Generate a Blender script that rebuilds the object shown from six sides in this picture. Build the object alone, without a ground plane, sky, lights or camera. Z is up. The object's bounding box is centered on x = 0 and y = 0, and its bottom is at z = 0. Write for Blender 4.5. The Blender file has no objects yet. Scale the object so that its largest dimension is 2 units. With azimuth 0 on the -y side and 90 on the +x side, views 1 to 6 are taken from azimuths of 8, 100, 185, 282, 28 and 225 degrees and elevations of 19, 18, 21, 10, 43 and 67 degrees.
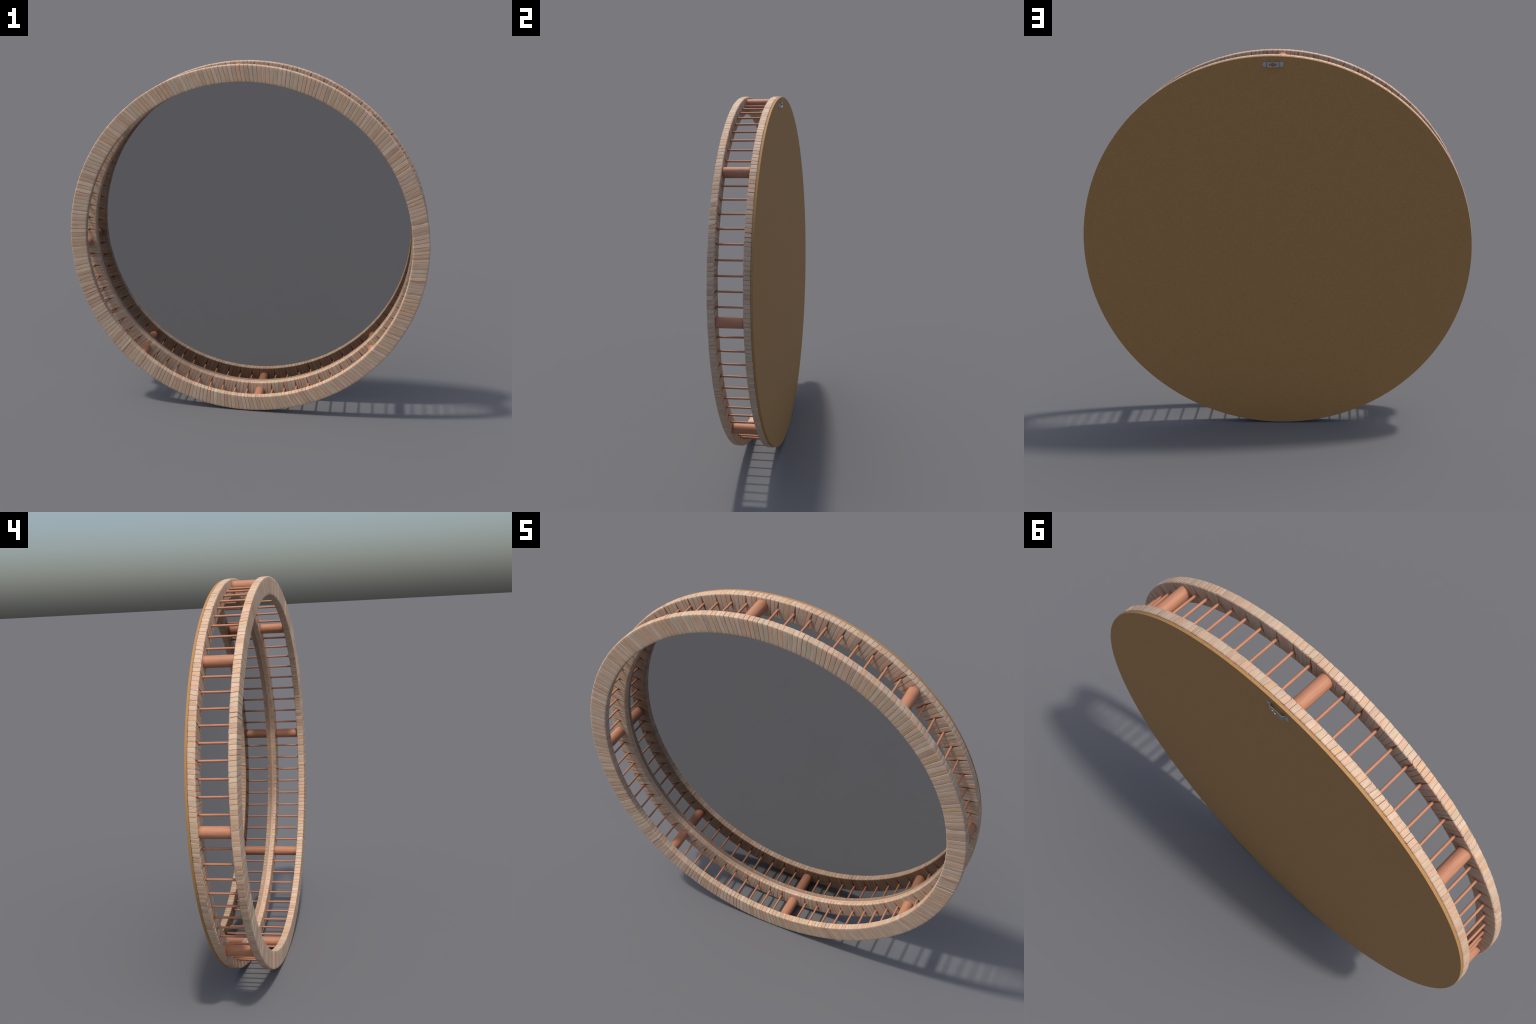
# A round wall mirror in a ladder-like double-hoop frame: two hoops bound with
# flat wood strips, joined by thick pegs and thin rods, a mirror glass and a
# pressed-board back with a metal hanger.
import bpy, bmesh, math, random
from mathutils import Vector, Matrix

rng = random.Random(41)
CENTRE = Vector((0.0, 0.0, 0.9967))      # axis of the board and the glass
FRONT_AXIS = Vector((-0.0015, 0.0, 0.9985))
BACK_AXIS = Vector((0.0, 0.0, 0.9979))
ROD_AXIS_Z = 0.998
PI = math.pi

# ------------------------------------------------------------------ sizes
R_OUT, R_IN = 0.9972, 0.9065          # bound hoop, outer and inner radius
FRONT_Y = (-0.1174, -0.0808)          # front hoop, front and back faces
BACK_Y = (0.0580, 0.0942)             # back hoop
CORNER = 0.0050                       # rounding of the hoop's section
STRIPS = 278                          # windings round each hoop
ROD_PHASE, ROD_COUNT = math.radians(3.9), 80
R_ROD, R_PEG = 0.9545, 0.9592          # how far out rods and pegs stand
ROD_R, PEG_R = 0.0054, 0.0273
BOARD_Y = (0.0948, 0.1062)

# ------------------------------------------------------------------ helpers
def link(ob, parent=None):
    bpy.context.scene.collection.objects.link(ob)
    if parent is not None:
        ob.parent = parent
    return ob

def mesh_object(name, verts, faces, mat, parent, smooth=True, loc=None, sharp=None):
    me = bpy.data.meshes.new(name)
    me.from_pydata(verts, [], faces)
    me.update()
    if mat:
        for m in (mat if isinstance(mat, list) else [mat]):
            me.materials.append(m)
    if smooth:
        me.polygons.foreach_set("use_smooth", [True] * len(me.polygons))
    if sharp:
        me.set_sharp_from_angle(angle=math.radians(sharp))
    ob = bpy.data.objects.new(name, me)
    link(ob, parent)
    if loc is not None:
        ob.location = loc
    return ob

def lathe(profile, n=256, closed=True):
    """Turn a (radius, y) profile about the y axis."""
    verts, faces = [], []
    m = len(profile)
    for i in range(n):
        a = 2 * PI * i / n
        c, s = math.cos(a), math.sin(a)
        verts += [(r * c, y, r * s) for r, y in profile]
    for i in range(n):
        j = (i + 1) % n
        for k in range(m if closed else m - 1):
            l = (k + 1) % m
            faces.append((i * m + k, i * m + l, j * m + l, j * m + k))
    return verts, faces

# ------------------------------------------------------------------ materials
def new_mat(name):
    m = bpy.data.materials.new(name)
    m.use_nodes = True
    nt = m.node_tree
    return m, nt, nt.nodes["Principled BSDF"]

def node(nt, kind, **kw):
    n = nt.nodes.new(kind)
    for k, v in kw.items():
        setattr(n, k, v)
    return n

def math_node(nt, op, a, b=None):
    n = node(nt, "ShaderNodeMath", operation=op)
    for i, v in enumerate((a, b)):
        if v is None:
            continue
        if isinstance(v, (int, float)):
            n.inputs[i].default_value = v
        else:
            nt.links.new(v, n.inputs[i])
    return n.outputs[0]

def ramp(nt, fac, stops):
    n = node(nt, "ShaderNodeValToRGB")
    el = n.color_ramp.elements
    while len(el) < len(stops):
        el.new(0.5)
    for e, (p, c) in zip(el, stops):
        e.position = p
        e.color = (c[0], c[1], c[2], 1.0)
    nt.links.new(fac, n.inputs[0])
    return n.outputs[0]

def mix(nt, fac, a, b, blend="MIX"):
    n = node(nt, "ShaderNodeMix", data_type="RGBA", blend_type=blend)
    for sock, v in ((n.inputs[0], fac), (n.inputs[6], a), (n.inputs[7], b)):
        if isinstance(v, (int, float)):
            sock.default_value = v
        elif isinstance(v, tuple):
            sock.default_value = (v[0], v[1], v[2], 1.0)
        else:
            nt.links.new(v, sock)
    return n.outputs[2]

def noise(nt, vec, scale, detail=3.0, rough=0.55):
    n = node(nt, "ShaderNodeTexNoise")
    n.inputs["Scale"].default_value = scale
    n.inputs["Detail"].default_value = detail
    n.inputs["Roughness"].default_value = rough
    nt.links.new(vec, n.inputs["Vector"])
    return n.outputs["Fac"]

def combine(nt, x, y, z):
    n = node(nt, "ShaderNodeCombineXYZ")
    for i, v in enumerate((x, y, z)):
        if isinstance(v, (int, float)):
            n.inputs[i].default_value = v
        else:
            nt.links.new(v, n.inputs[i])
    return n.outputs[0]

def polar(nt):
    """Angle, radius and depth of the shaded point about the mirror's axis."""
    tc = node(nt, "ShaderNodeTexCoord")
    sep = node(nt, "ShaderNodeSeparateXYZ")
    nt.links.new(tc.outputs["Object"], sep.inputs[0])
    x, y, z = sep.outputs
    ang = math_node(nt, "ARCTAN2", z, x)
    rad = math_node(nt, "SQRT", math_node(nt, "ADD", math_node(nt, "MULTIPLY", x, x),
                                          math_node(nt, "MULTIPLY", z, z)))
    return ang, rad, y

def strip_material(name, base, seed):
    """Peeled-wood binding: grain runs along the strip, so the noise is fine
    across the strip (angle) and slow along it (radius and depth)."""
    m, nt, bsdf = new_mat(name)
    ang, rad, y = polar(nt)
    # the winding slants a little; shear the angle so that the grain follows
    a = math_node(nt, "ADD", ang, math_node(nt, "MULTIPLY", rad, -0.12))
    across = math_node(nt, "MULTIPLY", a, 1.0)
    fine = combine(nt, math_node(nt, "MULTIPLY", across, 520.0),
                   math_node(nt, "MULTIPLY", rad, 14.0),
                   math_node(nt, "ADD", math_node(nt, "MULTIPLY", y, 14.0), seed))
    broad = combine(nt, math_node(nt, "MULTIPLY", across, 150.0),
                    math_node(nt, "MULTIPLY", rad, 17.0),
                    math_node(nt, "ADD", math_node(nt, "MULTIPLY", y, 17.0), seed * 1.7))
    f = noise(nt, fine, 1.0, 3.0)
    b = noise(nt, broad, 1.0, 2.0)
    dark = tuple(c * k for c, k in zip(base, (0.84, 0.80, 0.76)))
    light = tuple(min(0.9, c * k) for c, k in zip(base, (1.10, 1.12, 1.13)))
    gash = tuple(c * k for c, k in zip(base, (0.66, 0.58, 0.50)))
    gleam = tuple(min(0.9, c * k) for c, k in zip(base, (1.26, 1.26, 1.18)))
    col = ramp(nt, f, [(0.24, gash), (0.33, dark), (0.48, base), (0.64, light), (0.76, gleam)])
    # broad streaks of other tones that run along part of a strip
    rosy, honey, olive, pale = (0.53, 0.335, 0.228), (0.57, 0.350, 0.180), (0.435, 0.400, 0.250), (0.62, 0.460, 0.330)
    tint = ramp(nt, b, [(0.28, honey), (0.38, rosy), (0.47, base), (0.55, pale), (0.63, base), (0.71, olive)])
    col = mix(nt, 0.5, col, tint)
    nt.links.new(col, bsdf.inputs["Base Color"])
    bsdf.inputs["Roughness"].default_value = 0.62
    bsdf.inputs["Specular IOR Level"].default_value = 0.3
    bump = node(nt, "ShaderNodeBump")
    bump.inputs["Strength"].default_value = 0.25
    bump.inputs["Distance"].default_value = 0.001
    nt.links.new(f, bump.inputs["Height"])
    nt.links.new(bump.outputs[0], bsdf.inputs["Normal"])
    return m

# tones of single strips, with how often each turns up
TONES = [
    ("rosy", (0.548, 0.352, 0.245), 9),
    ("beige", (0.565, 0.400, 0.278), 10),
    ("pale", (0.615, 0.440, 0.318), 7),
    ("peach", (0.585, 0.375, 0.242), 6),
    ("honey", (0.565, 0.355, 0.205), 5),
    ("olive", (0.515, 0.405, 0.270), 3),
    ("ashen", (0.540, 0.408, 0.292), 5),
    ("tan", (0.470, 0.312, 0.212), 6),
]
STRIP_MATS = [strip_material("strip_wood_" + n, c, 3.1 * i) for i, (n, c, w) in enumerate(TONES)]
TONE_BAG = [i for i, t in enumerate(TONES) for _ in range(t[2])]

def rod_material(name):
    m, nt, bsdf = new_mat(name)
    tc = node(nt, "ShaderNodeTexCoord")
    info = node(nt, "ShaderNodeObjectInfo")
    shift = math_node(nt, "MULTIPLY", info.outputs["Random"], 37.0)
    sep = node(nt, "ShaderNodeSeparateXYZ")
    nt.links.new(tc.outputs["Object"], sep.inputs[0])
    vec = combine(nt, math_node(nt, "ADD", math_node(nt, "MULTIPLY", sep.outputs[0], 190.0), shift),
                  math_node(nt, "MULTIPLY", sep.outputs[1], 16.0),
                  math_node(nt, "MULTIPLY", sep.outputs[2], 190.0))
    f = noise(nt, vec, 1.0, 4.0, 0.6)
    vec2 = combine(nt, math_node(nt, "ADD", math_node(nt, "MULTIPLY", sep.outputs[0], 60.0), shift),
                   math_node(nt, "MULTIPLY", sep.outputs[1], 9.0),
                   math_node(nt, "MULTIPLY", sep.outputs[2], 60.0))
    g = noise(nt, vec2, 1.0, 2.0)
    col = ramp(nt, f, [(0.28, (0.240, 0.092, 0.050)), (0.40, (0.410, 0.178, 0.100)),
                       (0.60, (0.480, 0.215, 0.124)), (0.75, (0.530, 0.252, 0.150))])
    col2 = ramp(nt, g, [(0.35, (0.425, 0.180, 0.100)), (0.65, (0.505, 0.238, 0.138))])
    col = mix(nt, 0.45, col, col2)
    nt.links.new(col, bsdf.inputs["Base Color"])
    bsdf.inputs["Roughness"].default_value = 0.55
    bsdf.inputs["Specular IOR Level"].default_value = 0.3
    return m

def core_material():
    m, nt, bsdf = new_mat("core_wood")
    ang, rad, y = polar(nt)
    vec = combine(nt, math_node(nt, "MULTIPLY", ang, 20.0), math_node(nt, "MULTIPLY", rad, 150.0),
                  math_node(nt, "MULTIPLY", y, 150.0))
    f = noise(nt, vec, 1.0, 3.0)
    col = ramp(nt, f, [(0.3, (0.22, 0.080, 0.042)), (0.7, (0.33, 0.135, 0.075))])
    nt.links.new(col, bsdf.inputs["Base Color"])
    bsdf.inputs["Roughness"].default_value = 0.7
    return m

def lip_material():
    m, nt, bsdf = new_mat("lip_wood")
    ang, rad, y = polar(nt)
    vec = combine(nt, math_node(nt, "MULTIPLY", ang, 18.0), math_node(nt, "MULTIPLY", rad, 260.0),
                  math_node(nt, "MULTIPLY", y, 260.0))
    f = noise(nt, vec, 1.0, 3.0)
    col = ramp(nt, f, [(0.3, (0.48, 0.300, 0.195)), (0.5, (0.545, 0.355, 0.240)), (0.72, (0.56, 0.39, 0.28))])
    nt.links.new(col, bsdf.inputs["Base Color"])
    bsdf.inputs["Roughness"].default_value = 0.6
    bsdf.inputs["Specular IOR Level"].default_value = 0.3
    return m

def board_material():
    m, nt, bsdf = new_mat("pressed_board")
    tc = node(nt, "ShaderNodeTexCoord")
    o = tc.outputs["Object"]
    f = noise(nt, o, 120.0, 4.0, 0.75)
    g = noise(nt, o, 16.0, 3.0)
    col = ramp(nt, f, [(0.3, (0.325, 0.166, 0.052)), (0.5, (0.396, 0.210, 0.072)), (0.7, (0.438, 0.243, 0.098))])
    tint = ramp(nt, g, [(0.35, (0.385, 0.214, 0.076)), (0.65, (0.400, 0.212, 0.084))])
    col = mix(nt, 0.3, col, tint)
    nt.links.new(col, bsdf.inputs["Base Color"])
    bsdf.inputs["Roughness"].default_value = 0.7
    bsdf.inputs["Specular IOR Level"].default_value = 0.24
    return m

def glass_material():
    m, nt, bsdf = new_mat("mirror_glass")
    tc = node(nt, "ShaderNodeTexCoord")
    f = noise(nt, tc.outputs["Object"], 5.0, 4.0)
    col = ramp(nt, f, [(0.3, (0.494, 0.494, 0.495)), (0.7, (0.498, 0.498, 0.498))])
    nt.links.new(col, bsdf.inputs["Base Color"])
    bsdf.inputs["Metallic"].default_value = 1.0
    bsdf.inputs["Roughness"].default_value = 0.02
    return m

def metal_material(name, c, rough):
    m, nt, bsdf = new_mat(name)
    tc = node(nt, "ShaderNodeTexCoord")
    f = noise(nt, tc.outputs["Object"], 240.0, 3.0)
    col = ramp(nt, f, [(0.3, tuple(k * 0.8 for k in c)), (0.7, c)])
    nt.links.new(col, bsdf.inputs["Base Color"])
    bsdf.inputs["Metallic"].default_value = 1.0
    bsdf.inputs["Roughness"].default_value = rough
    return m

ROD_MAT = rod_material("dowel_wood")
CORE_MAT = core_material()
LIP_MAT = lip_material()
BOARD_MAT = board_material()
GLASS_MAT = glass_material()
STEEL_MAT = metal_material("zinc_steel", (0.47, 0.485, 0.51), 0.40)
SCREW_MAT = metal_material("screw_steel", (0.55, 0.57, 0.61), 0.42)

# ------------------------------------------------------------------ the thing
mirror = bpy.data.objects.new("round_mirror", None)
mirror.empty_display_size = 0.2
link(mirror)
mirror["label"] = "round wall mirror in a slatted double hoop of strip-bound wood"
mirror["category"] = "mirror"

def part(name, verts, faces, mat, parent=mirror, smooth=True):
    ob = mesh_object(name, verts, faces, mat, parent, smooth)
    if parent is mirror:
        ob.location = CENTRE
    return ob

# ------------------------------------------------------------------ bound hoops
def section(mirrored, y0, y1):
    """Walk once round the hoop's rounded rectangular section.
    Order: outer rim towards the open side, open face inwards, inner rim back,
    rod face outwards.  Returns (radius, y, normal, turn, rodness); `turn` is
    how much of one winding's advance is used up so far."""
    ya, yb = (y0, y1) if not mirrored else (y1, y0)   # ya = open side, yb = rod side
    sy = -1.0 if not mirrored else 1.0                # outward direction on open side
    c = CORNER
    pts = []
    def line(p, q, n, steps, t0, t1, first=True):
        for i in range(0 if first else 1, steps + 1):
            f = i / steps
            pts.append((p[0] + (q[0] - p[0]) * f, p[1] + (q[1] - p[1]) * f, n, t0 + (t1 - t0) * f))
    def arc(cr, cy, n0, n1, t, steps=4):
        for i in range(1, steps):
            f = i / steps * PI / 2
            n = (n0[0] * math.cos(f) + n1[0] * math.sin(f), n0[1] * math.cos(f) + n1[1] * math.sin(f))
            pts.append((cr + c * n[0], cy + c * n[1], n, t))
    out, inn, opn, rod = (1, 0), (-1, 0), (0, sy), (0, -sy)
    yo, yr = ya - sy * c, yb + sy * c
    # shares of the advance on rim, open face, inner rim, rod face
    s1, s2, s3 = 0.12, 0.62, 0.69
    line((R_OUT, yr), (R_OUT, yo), out, 4, 0.0, s1)
    arc(R_OUT - c, yo, out, opn, s1)
    line((R_OUT - c, ya), (R_IN + c, ya), opn, 8, s1, s2)
    arc(R_IN + c, yo, opn, inn, s2)
    line((R_IN, yo), (R_IN, yr), inn, 4, s2, s3)
    arc(R_IN + c, yr, inn, rod, s3)
    line((R_IN + c, yb), (R_OUT - c, yb), rod, 16, s3, 0.98)
    arc(R_OUT - c, yr, rod, out, 0.98)
    pts.append((R_OUT, yr, out, 1.0))
    res = []
    for r, y, n, t in pts:
        on_rod = n[1] * -sy                            # 1 on the rod face
        res.append((r, y, n, t, max(0.0, on_rod) ** 0.5))
    return res

ROD_ANGLES = [ROD_PHASE + 2 * PI * k / ROD_COUNT for k in range(ROD_COUNT)]
# across a strip: (position 0..1, drop below the crown in metres)
ACROSS = [(0.0, 0.0014), (0.012, 0.00045), (0.035, 0.0001), (0.08, 0.00002), (0.5, 0.0),
          (0.92, 0.00002), (0.965, 0.0001), (0.988, 0.00045), (1.0, 0.0014)]
DEPTH = 0.0034

def build_hoop(name, axis, mirrored, y0, y1, singles, seed, seam_angle, crowd):
    r = random.Random(seed)
    sec = section(mirrored, y0, y1)
    pitch = 2 * PI / STRIPS
    phase = r.uniform(0, pitch)
    start = [phase + 0.0 - pitch * i for i in range(STRIPS + 1)]     # decreasing angle
    t_rod = 0.85
    # On the rod face the windings part at every rod: pin the nearest edge to it.
    pinned = {}
    for k, phi in enumerate(ROD_ANGLES):
        idx = (phase - pitch * t_rod - phi) / pitch
        i = round(idx)
        pinned[i % STRIPS] = (k, (i - idx) * pitch)
    keys = sorted(pinned)
    shift = [0.0] * (STRIPS + 1)
    for a, b in zip(keys, keys[1:] + [keys[0] + STRIPS]):
        da, db = pinned[a][1], pinned[b % STRIPS][1]
        for i in range(a, b + 1):
            shift[i % STRIPS] = da + (db - da) * (i - a) / (b - a)
    shift[STRIPS] = shift[0]
    lean_in = [r.gauss(0, 0.085) * pitch for _ in range(STRIPS)]     # stray lean of an edge
    nudge = [r.gauss(0, 0.055) * pitch for _ in range(STRIPS)]
    n_sec = len(sec)

    def edge(i, j, side):
        """Angle of strip edge i at section point j; side -1/+1 opens the gap."""
        rad, y, n, t, on_rod = sec[j]
        a = start[i] - pitch * t
        # extra slant where the windings crowd
        c0, c1, amp = crowd
        d = (math.degrees(start[i]) - c0 + 180) % 360 - 180
        lean = amp * math.exp(-(d / c1) ** 2)
        inward = min(1.0, max(0.0, (R_OUT - rad) / (R_OUT - R_IN)))
        a -= math.radians(lean) * inward
        ends = min(1.0, 8 * t, 8 * (1 - t))
        a += (nudge[i % STRIPS] + lean_in[i % STRIPS] * inward) * ends
        a += shift[i] * on_rod
        if (i % STRIPS) in pinned and pinned[i % STRIPS][0] % 10 != 0:
            open_w = max(0.0, 1 - abs(rad - R_ROD) / 0.043) * on_rod
            a += side * (ROD_R * 0.95 / R_ROD) * open_w
        return a

    def strip_mesh(i):
        lift = r.gauss(0, 0.00022)
        tilt = r.gauss(0, 0.00040)
        lift = max(-0.0006, min(0.0006, lift))
        d = (math.degrees(start[i]) - seam_angle + 180) % 360 - 180
        if -0.65 < d <= 0.65:
            lift, tilt = 0.0012, 0.0010
        gap = abs(r.gauss(0, 0.015)) + 0.007
        if r.random() < 0.05:
            gap += 0.035
        bow = [r.gauss(0, 0.00012) for _ in range(4)]
        verts, faces = [], []
        prof = ACROSS
        m = len(prof) + 2
        for j in range(n_sec):
            rad, y, n, t, on_rod = sec[j]
            a0, a1 = edge(i, j, -1), edge(i + 1, j, 1)
            width = a1 - a0
            b = bow[0] * math.sin(2 * PI * t + bow[1] * 9e3) + bow[2] * math.sin(4 * PI * t + bow[3] * 9e3)
            ring = []
            for u, drop in prof:
                h = lift + b + tilt * (u - 0.5) * 2 - drop
                ring.append((gap + u * (1 - 2 * gap), h))
            ring.append((1 - gap, -DEPTH))
            ring.append((gap, -DEPTH))
            for u, h in ring:
                ang = a0 + width * u
                rr, yy = rad + n[0] * h, y + n[1] * h
                rr = min(rr, 0.9982)
                verts.append((rr * math.cos(ang), yy, rr * math.sin(ang)))
        for j in range(n_sec - 1):
            for k in range(m):
                l = (k + 1) % m
                f = (j * m + k, j * m + l, (j + 1) * m + l, (j + 1) * m + k)
                faces.append(f if not mirrored else f[::-1])
        cap0 = tuple(range(m)); cap1 = tuple((n_sec - 1) * m + k for k in range(m))
        faces.append(cap0[::-1] if not mirrored else cap0)
        faces.append(cap1 if not mirrored else cap1[::-1])
        return verts, faces

    # solid core under the windings
    c = CORNER
    e = 0.0022
    prof = []
    for rad, y, n, t, o in sec[::2]:
        prof.append((rad - n[0] * e, y - n[1] * e))
    v, f = lathe(prof[:-1], 256)
    hoop = part(name, v, f, CORE_MAT)
    hoop.location = axis
    rest_v, rest_f, rest_m = [], [], []
    last = -1
    for i in range(STRIPS):
        v, f = strip_mesh(i)
        tone = r.choice(TONE_BAG)
        if tone == last:
            tone = r.choice(TONE_BAG)
        last = tone
        if singles(i):
            mesh_object("binding_strip", v, f, STRIP_MATS[tone], hoop, sharp=26)
        else:
            off = len(rest_v)
            rest_v += v
            rest_f += [tuple(q + off for q in p) for p in f]
            rest_m += [tone] * len(f)
    if rest_v:
        ob = mesh_object("binding", rest_v, rest_f, STRIP_MATS, hoop, sharp=26)
        ob.data.polygons.foreach_set("material_index", rest_m)
        ob["kind"] = "stuff"
    return hoop

front = build_hoop("front_hoop", FRONT_AXIS, False, FRONT_Y[0], FRONT_Y[1], lambda i: True, 7, -6.4, (290.0, 22.0, 0.75))
back = build_hoop("back_hoop", BACK_AXIS, True, BACK_Y[0], BACK_Y[1], lambda i: False, 19, -7.0, (290.0, 20.0, 0.2))

# ------------------------------------------------------------------ rods and pegs
def dowel(radius, y0, y1, sides, seed, wobble):
    r = random.Random(seed)
    verts, faces = [], []
    steps = 8
    ph = [r.uniform(0, 6.28) for _ in range(3)]
    for j in range(steps + 1):
        y = y0 + (y1 - y0) * j / steps
        for k in range(sides):
            a = 2 * PI * k / sides
            q = radius * (1 + wobble * math.sin(2 * a + ph[0]) + wobble * math.sin(j * 1.3 + ph[1]))
            verts.append((q * math.cos(a), y, q * math.sin(a)))
    for j in range(steps):
        for k in range(sides):
            l = (k + 1) % sides
            faces.append((j * sides + k, (j + 1) * sides + k, (j + 1) * sides + l, j * sides + l))
    faces.append(tuple(range(sides)))
    faces.append(tuple(steps * sides + k for k in range(sides))[::-1])
    me = bpy.data.meshes.new("dowel")
    me.from_pydata(verts, [], faces)
    me.update()
    me.materials.append(ROD_MAT)
    me.polygons.foreach_set("use_smooth", [len(p.vertices) == 4 for p in me.polygons])
    return me

rod_mesh = dowel(ROD_R, FRONT_Y[1] - 0.008, BACK_Y[0] + 0.008, 14, 3, 0.02)
peg_mesh = dowel(PEG_R, FRONT_Y[1] - 0.008, BACK_Y[0] + 0.008, 40, 5, 0.004)
for k, phi in enumerate(ROD_ANGLES):
    peg = k % 10 == 0
    ob = bpy.data.objects.new("peg" if peg else "rod", peg_mesh if peg else rod_mesh)
    link(ob, mirror)
    p = phi + (0 if peg else rng.gauss(0, 0.0006))
    far = R_PEG if peg else R_ROD
    ob.location = (far * math.cos(p), 0.0, ROD_AXIS_Z + far * math.sin(p))
    ob.rotation_euler = (0 if peg else rng.gauss(0, 0.004), rng.uniform(0, 2 * PI), 0 if peg else rng.gauss(0, 0.004))

# ------------------------------------------------------------------ lip, glass, board
# plain wood lip that closes the back hoop against the glass
LIP_Y0, LIP_Y1, LIP_R = 0.0745, 0.0850, 0.9036
v, f = lathe([(LIP_R + 0.0006, LIP_Y0 + 0.0002), (LIP_R, LIP_Y0 + 0.0012), (LIP_R, LIP_Y1), (0.912, LIP_Y1), (0.912, LIP_Y0)], 360)
f = [q[::-1] for q in f]
part("inner_lip", v, f, LIP_MAT, smooth=False)
for p in bpy.data.objects["inner_lip"].data.polygons:
    p.use_smooth = True
bpy.data.objects["inner_lip"].data.set_sharp_from_angle(angle=math.radians(35))

def disc(name, rad, y0, y1, bevel, mat, n=360):
    bm = bmesh.new()
    rings = [(rad - bevel, y0), (rad, y0 + bevel), (rad, y1 - bevel), (rad - bevel, y1)]
    loops = []
    for r_, y_ in rings:
        loops.append([bm.verts.new((r_ * math.cos(2 * PI * i / n), y_, r_ * math.sin(2 * PI * i / n))) for i in range(n)])
    for a, b in zip(loops, loops[1:]):
        for i in range(n):
            j = (i + 1) % n
            bm.faces.new((a[i], b[i], b[j], a[j]))
    bm.faces.new(loops[0])
    bm.faces.new(loops[-1][::-1])
    bmesh.ops.recalc_face_normals(bm, faces=bm.faces)
    me = bpy.data.meshes.new(name)
    bm.to_mesh(me); bm.free()
    me.materials.append(mat)
    me.polygons.foreach_set("use_smooth", [len(p.vertices) == 4 for p in me.polygons])
    me.set_sharp_from_angle(angle=math.radians(30))
    ob = bpy.data.objects.new(name, me)
    link(ob, mirror)
    ob.location = CENTRE
    return ob

disc("mirror_glass", 0.914, 0.0848, 0.0946, 0.0003, GLASS_MAT)
disc("backing_board", 0.9948, BOARD_Y[0], BOARD_Y[1], 0.0005, BOARD_MAT)

# ------------------------------------------------------------------ hanger
HANG = Vector((-0.0333, BOARD_Y[1], 1.9519))
HX, HH = 0.0502, 0.0127              # half length, half height
PLATE_X, RISE_X, LIFT = 0.0272, 0.0318, 0.0098

def half_height(x):
    e = HX - HH
    return HH if abs(x) < e else math.sqrt(max(0.0, HH * HH - (abs(x) - e) ** 2))

def hole_half(x):
    ax = abs(x)
    slot = 0.0
    if ax < 0.0182:
        slot = 0.0056 if ax < 0.0126 else math.sqrt(max(0.0, 0.0056 ** 2 - (ax - 0.0126) ** 2))
    dome = 0.0
    if ax < 0.0160:
        dome = 0.0108 * (0.5 + 0.5 * math.cos(ax / 0.0160 * PI)) ** 0.9
    return max(slot, dome)

def raise_at(x):
    ax = abs(x)
    if ax <= PLATE_X:
        return LIFT
    if ax >= RISE_X:
        return 0.0
    return LIFT * (RISE_X - ax) / (RISE_X - PLATE_X)

xs = sorted(set([round(-HX + 2 * HX * i / 100, 5) for i in range(101)] + [PLATE_X, -PLATE_X, RISE_X, -RISE_X, 0.0182, -0.0182,
            HX - 0.0002, -HX + 0.0002]))
verts, faces = [], []
for x in xs:
    h, g, y = half_height(x), hole_half(x), raise_at(x)
    verts += [(x, y, h), (x, y, g), (x, y, -g), (x, y, -h)]
for i in range(len(xs) - 1):
    a, b = 4 * i, 4 * (i + 1)
    faces += [(a, b, b + 1, a + 1), (a + 2, b + 2, b + 3, a + 3)]
bm = bmesh.new()
vv = [bm.verts.new(p) for p in verts]
for q in faces:
    bm.faces.new([vv[k] for k in q])
bmesh.ops.remove_doubles(bm, verts=bm.verts, dist=1e-6)
bmesh.ops.dissolve_degenerate(bm, edges=bm.edges, dist=1e-7)
bmesh.ops.recalc_face_normals(bm, faces=bm.faces)
if sum(q.normal.y for q in bm.faces) < 0:
    bmesh.ops.reverse_faces(bm, faces=bm.faces)
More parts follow.
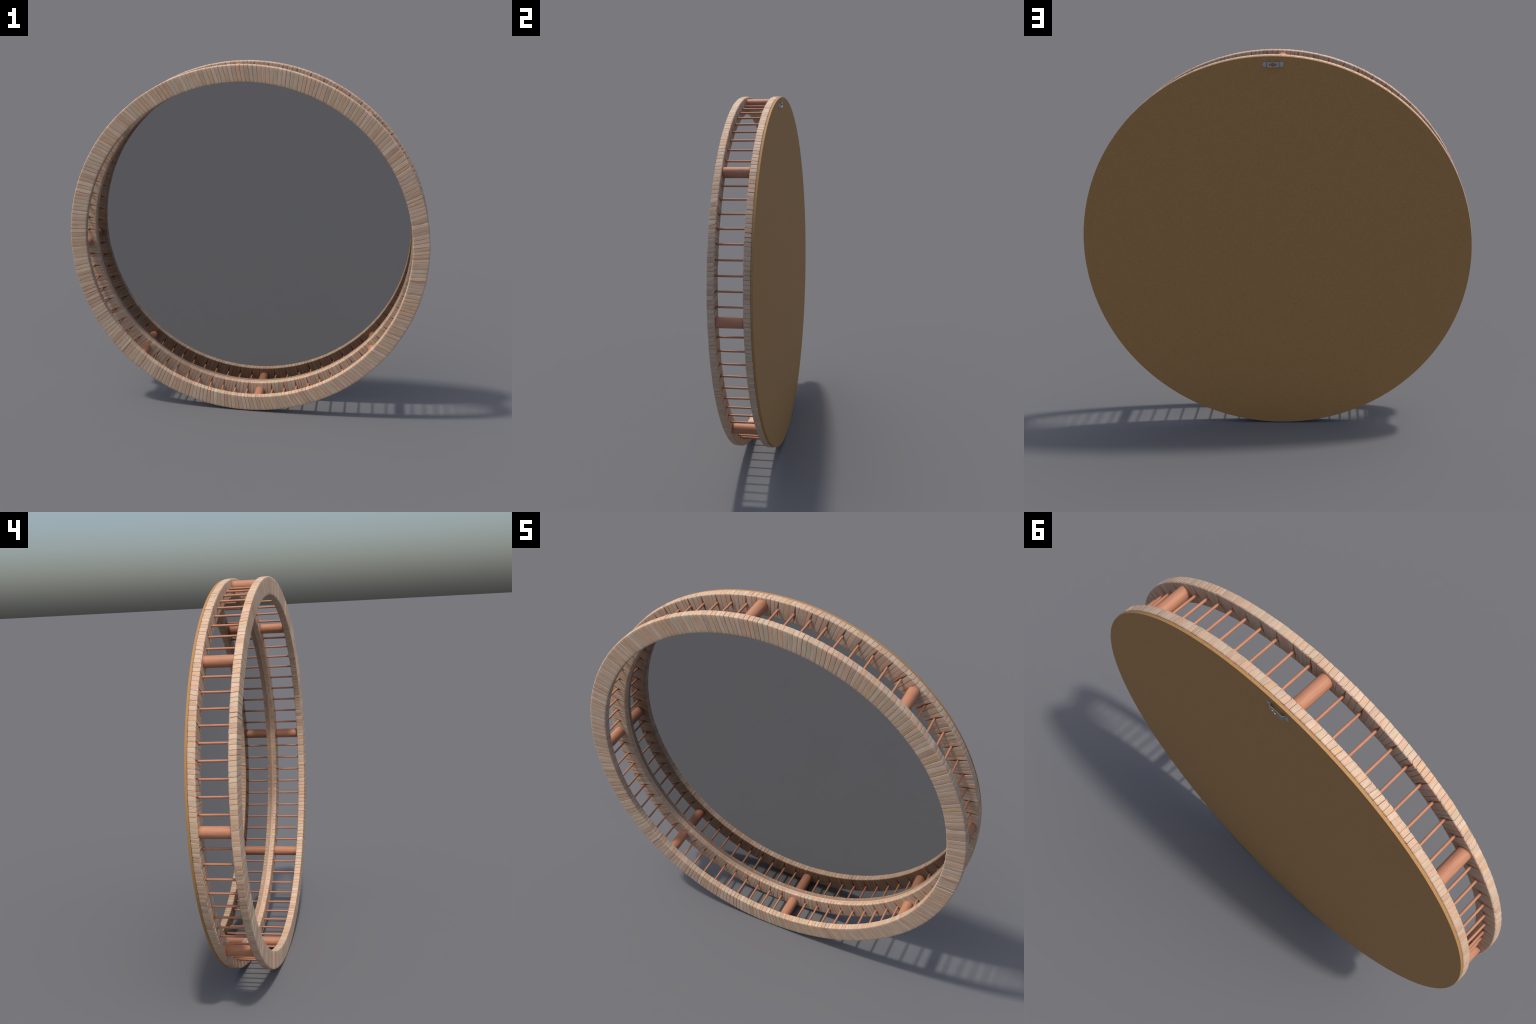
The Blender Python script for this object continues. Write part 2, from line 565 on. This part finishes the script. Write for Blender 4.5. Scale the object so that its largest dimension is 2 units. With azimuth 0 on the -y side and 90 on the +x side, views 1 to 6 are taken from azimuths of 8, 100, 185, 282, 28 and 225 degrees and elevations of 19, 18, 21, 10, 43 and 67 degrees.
me = bpy.data.meshes.new("hanger")
bm.to_mesh(me); bm.free()
me.materials.append(STEEL_MAT)
hanger = bpy.data.objects.new("hanger", me)
link(hanger, mirror)
hanger.location = HANG + Vector((0, 0.0002, 0))
hanger.rotation_euler = (0, math.radians(-1.1), 0)
sol = hanger.modifiers.new("thickness", "SOLIDIFY")
sol.thickness = 0.0015
sol.offset = 1.0
bev = hanger.modifiers.new("edge", "BEVEL")
bev.width = 0.0003
bev.segments = 2
bev.limit_method = "ANGLE"
bev.angle_limit = math.radians(50)

def screw_head():
    """Low dome with a crossed slot."""
    bm = bmesh.new()
    rings, n = 8, 32
    rad, hgt = 0.0080, 0.0011
    loops = []
    for i in range(1, rings + 1):
        q = i / rings
        loop = []
        for k in range(n):
            a = 2 * PI * k / n
            x, z = rad * q * math.cos(a), rad * q * math.sin(a)
            y = hgt * math.sqrt(max(0.0, 1 - q ** 2.5))
            ar = a + 0.5
            u, w = rad * q * math.cos(ar), rad * q * math.sin(ar)
            if q < 0.72 and (abs(u) < 0.0011 or abs(w) < 0.0011):
                y -= 0.0009
            loop.append(bm.verts.new((x, y, z)))
        loops.append(loop)
    cen = bm.verts.new((0, hgt - 0.0010, 0))
    for k in range(n):
        bm.faces.new((cen, loops[0][(k + 1) % n], loops[0][k]))
    for a, b in zip(loops, loops[1:]):
        for k in range(n):
            l = (k + 1) % n
            bm.faces.new((a[k], a[l], b[l], b[k]))
    ext = bmesh.ops.extrude_edge_only(bm, edges=[e for e in bm.edges if e.is_boundary])
    for q in ext["geom"]:
        if isinstance(q, bmesh.types.BMVert):
            q.co.y -= 0.001
    bmesh.ops.recalc_face_normals(bm, faces=bm.faces)
    me = bpy.data.meshes.new("screw")
    bm.to_mesh(me); bm.free()
    me.materials.append(SCREW_MAT)
    return me

sm = screw_head()
for sx in (-1, 1):
    ob = bpy.data.objects.new("screw", sm)
    link(ob, hanger)
    ob.location = (sx * 0.0405, 0.0014, 0)
    ob.rotation_euler = (0, 0.6 * sx, 0)
